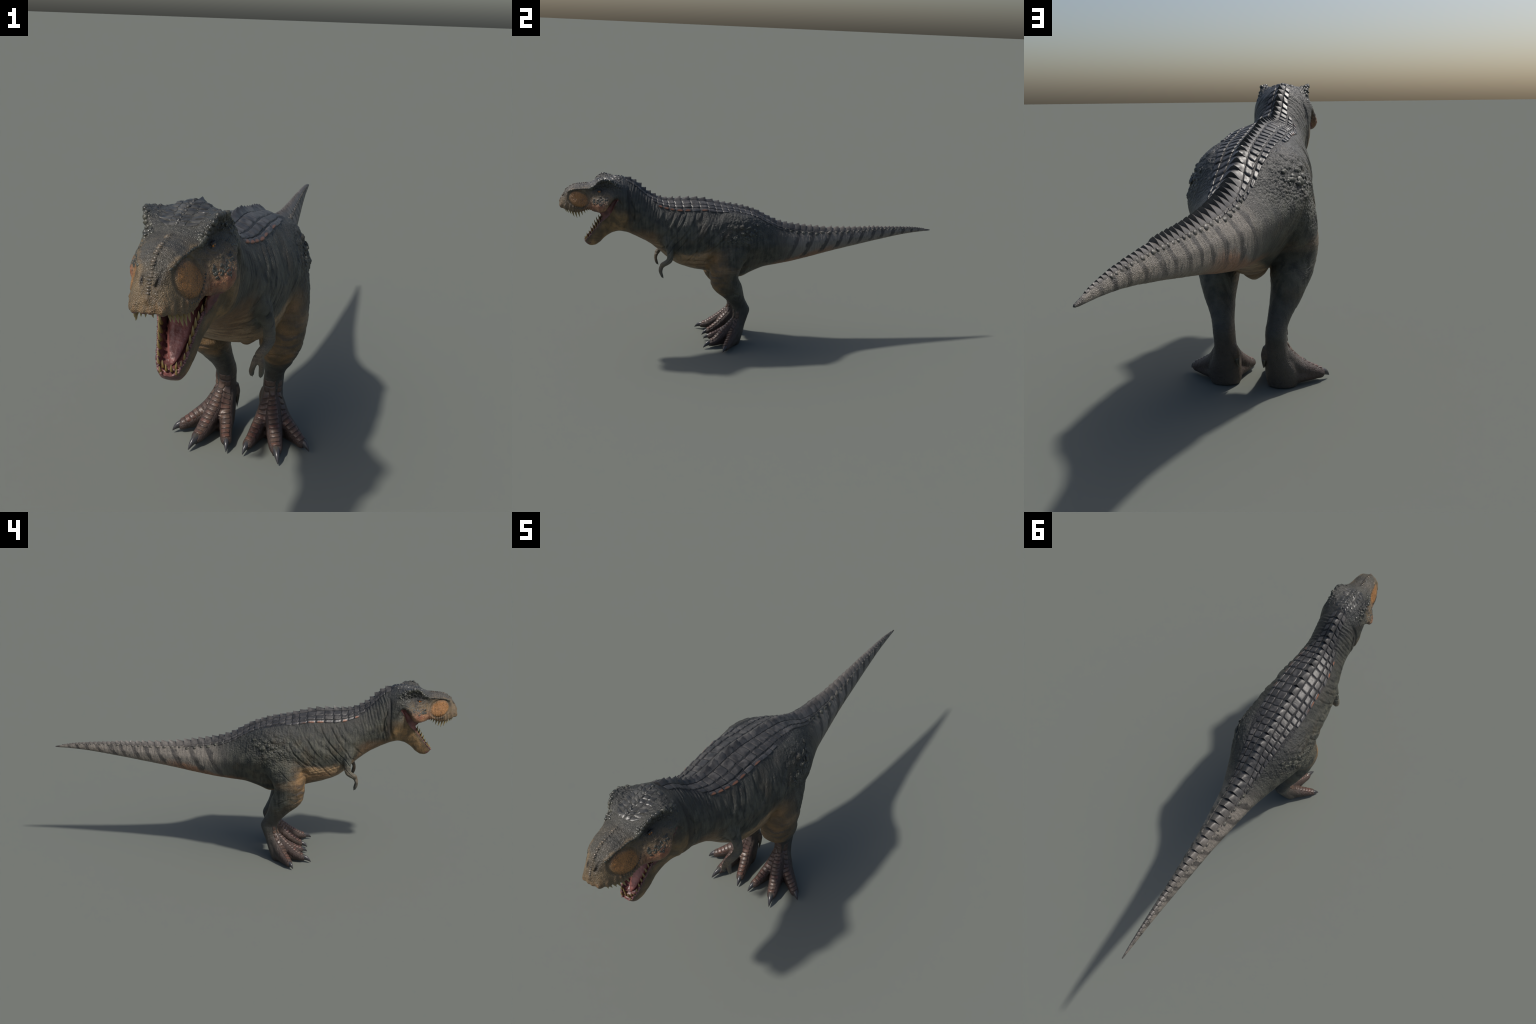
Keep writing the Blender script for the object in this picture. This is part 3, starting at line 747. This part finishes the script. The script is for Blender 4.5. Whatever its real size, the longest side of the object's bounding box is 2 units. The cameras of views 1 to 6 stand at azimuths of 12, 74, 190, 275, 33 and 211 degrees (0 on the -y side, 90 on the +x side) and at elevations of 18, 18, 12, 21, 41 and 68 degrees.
def pads(rows, lo, hi, name, mat, inner, outer, h, split=1):
    for k in range(len(TIPS)-1):
        if not (lo <= TIPS[k] and TIPS[k+1] <= hi): continue
        for sx in (1, -1):
            y0, y1 = TIPS[k]+.0019, TIPS[k+1]-.0019
            jx = random.uniform(-.0015, .0015); jy0, jy1 = random.uniform(-.002, .001), random.uniform(-.001, .002)
            na, nb = 10, 10; pts = np.zeros((na, nb, 3)); nr = pts.copy(); H = np.zeros((na, nb)); tilt = random.uniform(-.3, .3)
            rim = np.sign(np.linspace(-1, 1, na))*np.abs(np.linspace(-1, 1, na))**.55
            for i, a in enumerate(rim):
                for j, b in enumerate(rim):
                    yy = (y0+jy0*.5) + (y1-y0+jy1*.5-jy0*.5)*(a+1)/2 + .0045*(b+1)/2
                    rr = 1-.16*max(0, abs(a)+abs(b)-1.2)/.8
                    s0, s1 = inner(yy)+.0016, outer(yy)+jx-.0016
                    d = s0 + (s1-s0)*(b*rr+1)/2
                    p = section_point(yy, d); p[0] *= sx
                    q, n = snap(p); pts[i, j], nr[i, j] = q, n
                    e = (1-a**10)*(1-b**10)
                    H[i, j] = h*(.10+.90*e)*(.9+.35*a+.25*tilt*b-.10*b) + .00025*e*random.uniform(-1, 1)
            grid_piece(name, pts, nr, H, owner((y0+y1)/2), mat)
ch = crest_half
rowA = lambda y: ch(y) + float(np.interp(y, [-.68, -.58, -.50, -.42, -.25, -.05, .06, .16, .3, .5], [.022, .026, .032, .040, .040, .032, .024, .012, .010, .008]))
rowB = lambda y: rowA(y) + float(np.interp(y, [-.62, -.52, -.42, -.25, -.05, .08, .2, .3], [.016, .021, .028, .030, .024, .014, .010, .008]))
rowC = lambda y: rowB(y) + float(np.interp(y, [-.56, -.42, -.2, 0], [.014, .020, .018, .010]))
pads(0, -.685, .34, 'back_scute', M_SCUTE, ch, rowA, .0030)
pads(1, -.565, .16, 'flank_scute', M_SCUTE, rowA, rowB, .0034)
pads(2, -.54, -.18, 'rim_scute', M_EDGE, rowB, rowC, .0040)

# ------------------------------------------------------------- small knobs as "stuff"
def ico(sub=2):
    bm = bmesh.new(); bmesh.ops.create_icosphere(bm, subdivisions=sub, radius=1)
    v = np.array([q.co[:] for q in bm.verts]); f = [tuple(q.index for q in g.verts) for g in bm.faces]; bm.free(); return v, f
ICV, ICF = ico(2)
def frame(n):
    n = n/np.linalg.norm(n); t = np.cross(n, [0, 1, 0] if abs(n[1]) < .8 else [0, 0, 1]); t /= np.linalg.norm(t); return t, np.cross(n, t), n
def knob_cloud(name, items, parent, mat):
    """items: (point, size, height factor, elongation)"""
    vs, fs = [], []
    for p, r, hf, el in items:
        q, n = snap(p); t, b, n = frame(n); o = len(vs)
        w = ICV*[r*el, r, r*hf]
        w = w*(1+.38*vnoise(ICV*1.5+np.array(p)*90, 3))[:, None] - [0, 0, r*hf*.35]
        vs += [tuple(q + a[0]*b + a[1]*t + a[2]*n) for a in w]; fs += [tuple(i+o for i in g) for g in ICF]
    me = bpy.data.meshes.new(name); me.from_pydata(vs, [], fs)
    me.polygons.foreach_set('use_smooth', np.ones(len(fs), bool))
    ob = mkobj(name, me, parent, (mat,)); ob['kind'] = 'stuff'; return ob

items = []
brow = [(.055,-.852,.843), (.062,-.838,.852), (.073,-.820,.872), (.084,-.804,.884), (.091,-.788,.884), (.092,-.772,.880), (.089,-.752,.877), (.084,-.734,.868), (.079,-.714,.858)]
bp = pchip(np.linspace(0, 1, len(brow)), brow, np.linspace(0, 1, 24))
for sx in (1, -1):
    for k, p in enumerate(bp):
        p = p + np.array([random.uniform(-.003, .002), 0, random.uniform(-.003, .003)])
        r = .0060*random.uniform(.6, 1.3)*(1.25 if 8 < k < 16 else .9)
        items.append((p*[sx, 1, 1], r, .75, random.uniform(.9, 1.4)))
        for _ in range(3):
            q = p + np.array([random.uniform(-.014, .002), random.uniform(-.006, .006), random.uniform(-.010, .006)])
            items.append((q*[sx, 1, 1], .0042*random.uniform(.5, 1.5), .55, random.uniform(.8, 1.3)))
    # horn points of the brow
    for p, r in (((.093,-.776,.884), .0058), ((.090,-.756,.882), .0052), ((.086,-.803,.890), .0055), ((.080,-.812,.886), .0048)):
        items.append((np.array(p)*[sx, 1, 1], r, 1.25, 1.1))
    # ledge beads above the disc
    for k in range(13):
        yy = -.955+.105*k/12
        items.append((np.array([np.interp(yy, [-.96, -.94, -.91, -.88, -.86, -.84], [.028, .037, .044, .049, .055, .062])*sx, yy,
                      np.interp(yy, [-.96, -.94, -.91, -.88, -.86, -.84], [.819, .829, .835, .838, .839, .847])]), .0036*random.uniform(.7, 1.2), .55, 1.5))
knob_cloud('brow_knobs', items, parts['head'], M_KNOB)
items = []
for sx in (1, -1):
    for _ in range(120):
        u = random.random(); yy = -.85 + .125*u
        zc = np.interp(yy, [-.855, -.83, -.80, -.765, -.73], [.792, .782, .778, .792, .815])
        zz = zc + random.gauss(0, .009)
        items.append((np.array([.09*sx, yy, zz]), .0033*random.uniform(.5, 1.35), .45, random.uniform(.8, 1.3)))
    for _ in range(70):
        yy = random.uniform(-.79, -.70); zz = np.interp(yy, [-.79, -.70], [.855, .845]) + random.gauss(0, .012)
        items.append((np.array([.10*sx, yy, zz]), .0034*random.uniform(.5, 1.3), .40, random.uniform(.8, 1.3)))
    for k in range(12):
        yy = -.865-.01+.085*(-k/11)+.02
        a = math.pi*(1.08+.62*k/11)
        items.append((np.array([.07*sx, -.910+.050*math.cos(math.pi*(1.95-.55*k/11)), .790+.043*math.sin(math.pi*(1.95-.55*k/11))]), .0019, .5, 1.2))
knob_cloud('face_knobs', items, parts['head'], M_KNOB)

# head-top shields
for sx in (1, -1):
    for r, (x0, x1) in enumerate(((.004, .020), (.022, .040))):
        for k in range(9-r):
            y0 = -.838+.0165*k+.004*r; y1 = y0+.0145; wob = [random.uniform(-1, 1) for _ in range(4)]
            na = nb = 6; pts = np.zeros((na, nb, 3)); nr = pts.copy(); H = np.zeros((na, nb))
            for i, a in enumerate(np.linspace(-1, 1, na)):
                for j, b in enumerate(np.linspace(-1, 1, nb)):
                    q, n = snap((sx*(x0+(x1-x0)*(b+1)/2+.0016*wob[0]*a+.0022*wob[1]), y0+.0015*wob[2]+(y1-y0)*(a+1)/2+.004*b*(1+wob[3]), .885)); pts[i, j], nr[i, j] = q, n
                    e = (1-a**6)*(1-b**6); H[i, j] = (.0024+.0008*wob[2])*(.15+.85*e)*(1+.3*a*wob[0]+.3*b*wob[1]) + .0004*random.uniform(-1, 1)
            grid_piece('head_shield', pts, nr, H, parts['head'], M_SHIELD, .002)
items = [(np.array([0, -.842+.0175*k, .90]), .0042+.0012*(k > 3), 1.1, 1.2) for k in range(9)]
knob_cloud('head_crest_knobs', items, parts['head'], M_SHIELD)
# big keeled scales clustered over the haunch, one object each
def scale_piece(name, p, r, el, hf, ang, parent, mat):
    q, n = snap(p); t, b, n = frame(n); ca, sa = math.cos(ang), math.sin(ang)
    t, b = t*ca + b*sa, b*ca - t*sa
    w = ICV*[r*el, r, r*hf]
    w[:, 2] *= 1 + .5*np.clip(w[:, 0]/(r*el), -1, 1)                 # keel rising to the rear
    w[:, 1] *= 1 - .35*np.clip(w[:, 0]/(r*el), 0, 1)**2              # pointed rear end
    w = w*(1+.22*vnoise(ICV*1.6+np.array(p)*70, 9))[:, None] - [0, 0, r*hf*.25]
    me = bpy.data.meshes.new(name); me.from_pydata([tuple(q+a[0]*b+a[1]*t+a[2]*n) for a in w], [], ICF)
    me.polygons.foreach_set('use_smooth', np.ones(len(ICF), bool)); return mkobj(name, me, parent, (mat,))
M_HAUNCH = make_horn('haunch_horn', (.030, .032, .026), (.098, .097, .074), None, .46)
for sx in (1, -1):
    placed = []
    for _ in range(1600):
        u, v = random.gauss(0, .6), random.gauss(0, .6)
        if abs(u) > 1 or abs(v) > 1 or len(placed) > 70: continue
        yy, zz = -.090 - .110*u + .02*v, .625 - .038*u + .040*v
        r = .0100*(1.15-.75*math.hypot(u, v))*random.uniform(.8, 1.15)
        if r < .0035 or any(math.hypot(yy-a, zz-b) < (r+c)*1.02 for a, b, c in placed): continue
        placed.append((yy, zz, r))
        scale_piece('haunch_scale', (.17*sx, yy, zz), r, random.uniform(1.05, 1.4), random.uniform(.26, .40), random.uniform(-.5, .5), parts['torso'], M_HAUNCH)
# tail side beads
items = []
for k in range(26, len(TIPS)-6):
    for sx in (1, -1):
        yy = (TIPS[k]+TIPS[k+1])/2
        if yy < .10: continue
        p = section_point(yy, crest_half(yy)*1.12 + (.010 if yy < .33 else 0.)); p[0] *= sx
        items.append((p, (TIPS[k+1]-TIPS[k])*random.uniform(.20, .28), .75, 1.2))
knob_cloud('tail_knobs', items, parts['tail'], M_HAUNCH)
# beaded ridge along the top of the snout, pleated gum along the lower jaw
M_RIDGE = make_horn('ridge_horn', (.055, .048, .038), (.150, .118, .082), None, .28)
rp = [(0,-.992,.784), (0,-.982,.806), (0,-.965,.828), (0,-.94,.848), (0,-.91,.857), (0,-.875,.860)]
items = [(p, .0050*random.uniform(.85, 1.1), .62, .62) for p in pchip(np.linspace(0, 1, 6), rp, np.linspace(0, 1, 21))]
knob_cloud('snout_ridge', items, parts['head'], M_RIDGE)
items = []
for sx in (1, -1):
    for t in np.linspace(.005, .50, 34):
        uy, uz, dy, dz, we, ws, dep = (np.interp(t, np.linspace(0, 1, 60), jaw_at(60)[:, c]) for c in range(7))
        items.append((np.array([sx*(we*.93), uy, uz]), .0034*random.uniform(.75, 1.2), .7, 1.0))
knob_cloud('gum_pleats', items, parts['lower_jaw'], M_GUM)

# ------------------------------------------------------------- foot scutes, claws
for sx in (1, -1):
    ft = parts['foot', sx]
    for key, n in (('mid', 13), ('out', 12), ('inn', 12)):
        top = {'mid': [(.080,-.150,.185), (.083,-.155,.15)], 'out': [(.104,-.118,.185), (.106,-.122,.15)], 'inn': [(.058,-.135,.185), (.056,-.142,.15)]}[key]
        path = np.array(top + [(p[0], p[1], p[2]+p[3]*.9) for p in TOES[key][1:5]])
        path[2:, 1] -= np.array([.012, .008, .004, .0])
        d = np.r_[0, np.cumsum(np.linalg.norm(np.diff(path, axis=0), axis=1))]
        S = np.linspace(0, 1, n+1)**.9*d[-1]
        wd = np.interp(S, d, [.0165, .0175, .0190, .0190, .0165, .0140])
        dirn = np.array([math.copysign(1, sx), 0, 0])
        for k in range(n):
            na, nb = 9, 9; rim = np.sign(np.linspace(-1, 1, 9))*np.abs(np.linspace(-1, 1, 9))**.6; pts = np.zeros((na, nb, 3)); nr = pts.copy(); H = np.zeros((na, nb))
            g = .0015
            for i, a in enumerate(rim):
                s = S[k]+g + (S[k+1]-S[k]-2*g)*(a+1)/2
                c = pchip(d, path, [s])[0]; c2 = pchip(d, path, [min(s+.002, d[-1])])[0]; c1 = pchip(d, path, [max(s-.002, 0)])[0]
                tg = c2-c1; tg /= np.linalg.norm(tg)
                lat = np.cross(tg, [0, -.6, .8]); lat /= np.linalg.norm(lat)
                w = np.interp(s, S, wd)
                for j, b in enumerate(rim):
                    p = c*[sx, 1, 1] + (lat*[sx, 1, 1])*b*w + tg*[sx, 1, 1]*(.0022*(1-b*b))
                    q, nn = snap(p); pts[i, j], nr[i, j] = q, nn
                    e = (1-a**10)*(1-b**8); H[i, j] = .0024*(.15+.85*e)*(1+.35*a-.25*b*b)
            grid_piece('foot_scute', pts, nr, H, ft, M_FOOT, .002)

def claw(name, base, tip, r, arch, parent, flat=.8, mat=M_CLAW):
    base, tip = np.array(base, float), np.array(tip, float); n, m = 14, 14
    d = tip-base; L = np.linalg.norm(d); d /= L
    side = np.cross(d, [0, 0, 1]); side /= np.linalg.norm(side); up = np.cross(side, d)
    rings = []
    for u in np.linspace(0, 1, n):
        c = base + d*L*u + up*arch*math.sin(math.pi*u*.9)
        rr = r*(1-u)**.75*(1 if u > .02 else .9) + .0003
        th = np.linspace(0, 2*math.pi, m, endpoint=False)
        rings.append(c + rr*(np.cos(th)[:, None]*side*flat + np.sin(th)[:, None]*up))
    s = Soup(); s.ring_loft(rings); me = s.mesh(name)
    me.polygons.foreach_set('use_smooth', np.ones(len(me.polygons), bool))
    return mkobj(name, me, parent, (mat,))
for sx in (1, -1):
    ft = parts['foot', sx]; q = lambda p: (p[0]*sx, p[1], p[2])
    claw('claw', q((.122,-.260,.024)), q((.1390,-.309,.002)), .0180, .008, ft)
    claw('claw', q((.191,-.198,.022)), q((.2185,-.2205,.004)), .0158, .007, ft)
    claw('claw', q((.035,-.248,.022)), q((.0255,-.289,.002)), .0152, .007, ft)
    claw('claw', q((.040,-.096,.096)), q((.0360,-.114,.060)), .0095, -.006, ft)
    claw('claw', q((.1175,-.519,.402)), q((.1160,-.514,.390)), .0048, .001, parts['arm', sx])
    claw('claw', q((.0950,-.520,.404)), q((.0955,-.514,.391)), .0048, .001, parts['arm', sx])

# ------------------------------------------------------------- mouth: teeth, tongue, eyes
def tooth_mesh():
    s = Soup(); rings = []
    for u in np.linspace(0, 1, 10):
        th = np.linspace(0, 2*math.pi, 12, endpoint=False); r = .0046*(1-u)**.8 + .0001
        rings.append(np.c_[r*1.15*np.cos(th) + .004*u*u, r*np.sin(th), np.full(12, .026*u-.004)])
    s.ring_loft(rings); me = s.mesh('tooth'); me.polygons.foreach_set('use_smooth', np.ones(len(me.polygons), bool))
    me.materials.append(M_TOOTH); return me
TM = tooth_mesh()
def place_tooth(p, axis, back, sc, wd, parent):
    o = bpy.data.objects.new('tooth', TM); COL.objects.link(o); o.parent = parent
    zz = Vector(axis).normalized(); xx = (Vector(back) - zz*Vector(back).dot(zz)).normalized(); yy = zz.cross(xx)
    M = Matrix((xx, yy, zz)).transposed().to_4x4(); M.translation = Vector(p)
    o.matrix_world = M @ Matrix.Diagonal((wd, wd, sc, 1))
up_y = [-.990,-.984,-.975,-.964,-.952,-.940,-.927,-.913,-.899,-.886,-.875,-.865]
up_s = [.60, .70, .85, .95, 1.10, 1.35, 1.50, 1.40, 1.15, .85, .60, .40]
for sx in (1, -1):
    for k, (yy, s) in enumerate(zip(up_y, up_s)):
        ix, iz = controls(yy)[0][5]
        xx = [.006, .017][k] if k < 2 else ix*.93
        s *= random.uniform(.9, 1.08)
        place_tooth((sx*xx, yy+(.004 if k < 3 else 0), iz+.004), (sx*.12, .10*(1 if k > 2 else -.5), -1), (0, 1, 0), s*1.05, min(1.2, .55+.5*s), parts['head'])
    ju = np.linspace(0, 1, 60); jt = jaw_at(60)
    place_tooth((sx*.0055, -.879, .577), (0, -.35, .9), (0, .6, .8), .62, .75, parts['lower_jaw'])
    place_tooth((sx*.0140, -.874, .581), (sx*.1, -.35, .9), (0, .6, .8), .66, .8, parts['lower_jaw'])
    lows = [.022, .075, .125, .18, .235, .29, .345, .40, .455, .51, .56, .61, .66]
    los = [.50, .60, .70, .85, 1.0, 1.1, 1.05, .85, .75, .65, .55, .45, .35]
    for t, s in zip(lows, los):
        uy, uz, dy, dz, we, ws, dep = (np.interp(t, ju, jt[:, c]) for c in range(7))
        up = np.array([0, uy-dy, uz-dz]); up /= np.linalg.norm(up)
        p = np.array([sx*we*.83, uy, uz]) - up*.004
        s *= random.uniform(.85, 1.1)
        place_tooth(p, np.array([sx*.10, 0, 0])+up*.9+np.array([0, -.28, .22]), (0, .6, .8), s*1.12, .55+.5*s, parts['lower_jaw'])

def lumped(name, path, n, m, flat, parent, mat, groove=0.):
    s = Soup(); P = resample(path, n); T = np.gradient(P[:, :3], axis=0); T /= np.linalg.norm(T, axis=1)[:, None]; rings = []
    for p, t in zip(P, T):
        a = np.cross(t, [1, 0, 0]); a /= np.linalg.norm(a); th = np.linspace(0, 2*math.pi, m, endpoint=False)
        if a[2] < 0: a = -a
        r = p[3]*(1 - groove*np.exp(-((np.cos(th))/.25)**2)*(np.sin(th) > 0))
        rings.append(p[:3] + (r*np.cos(th))[:, None]*np.array([1, 0, 0]) + (flat*r*np.sin(th))[:, None]*a)
    s.ring_loft(rings); me = s.mesh(name); me.polygons.foreach_set('use_smooth', np.ones(len(me.polygons), bool))
    return mkobj(name, me, parent, (mat,))
lumped('tongue', [(0,-.700,.705,.036), (0,-.735,.690,.036), (0,-.775,.668,.032), (0,-.810,.636,.026), (0,-.838,.605,.017), (0,-.856,.586,.0085), (0,-.863,.579,.001)], 44, 28, .40, parts['lower_jaw'], M_TONGUE, .22)
bmE = bmesh.new(); bmesh.ops.create_uvsphere(bmE, u_segments=24, v_segments=16, radius=1)
meE = bpy.data.meshes.new('eye'); bmE.to_mesh(meE); bmE.free(); meE.materials.append(M_EYE)
meE.polygons.foreach_set('use_smooth', np.ones(len(meE.polygons), bool))
for sx in (1, -1):
    o = bpy.data.objects.new('eye', meE); COL.objects.link(o); o.parent = parts['head']
    q, n = snap((.08*sx, -.814, .837)); o.location = Vector(q) - Vector(n)*.0035; o.scale = (.0085, .0085, .0080)
    o.rotation_euler = (0, 0, math.radians(-18*sx))
    for dz, hh in ((.0058, 1), (-.0056, -1)):
        c = np.array(o.location) + [sx*.0035, 0, dz]
        lumped('eyelid', [(c[0], c[1]-.011, c[2]-dz*.5, .002), (c[0]+sx*.002, c[1]-.005, c[2], .0032), (c[0]+sx*.002, c[1]+.005, c[2], .0032), (c[0], c[1]+.011, c[2]-dz*.4, .002)], 12, 10, 1., parts['head'], M_SKIN)
bpy.context.view_layer.update()
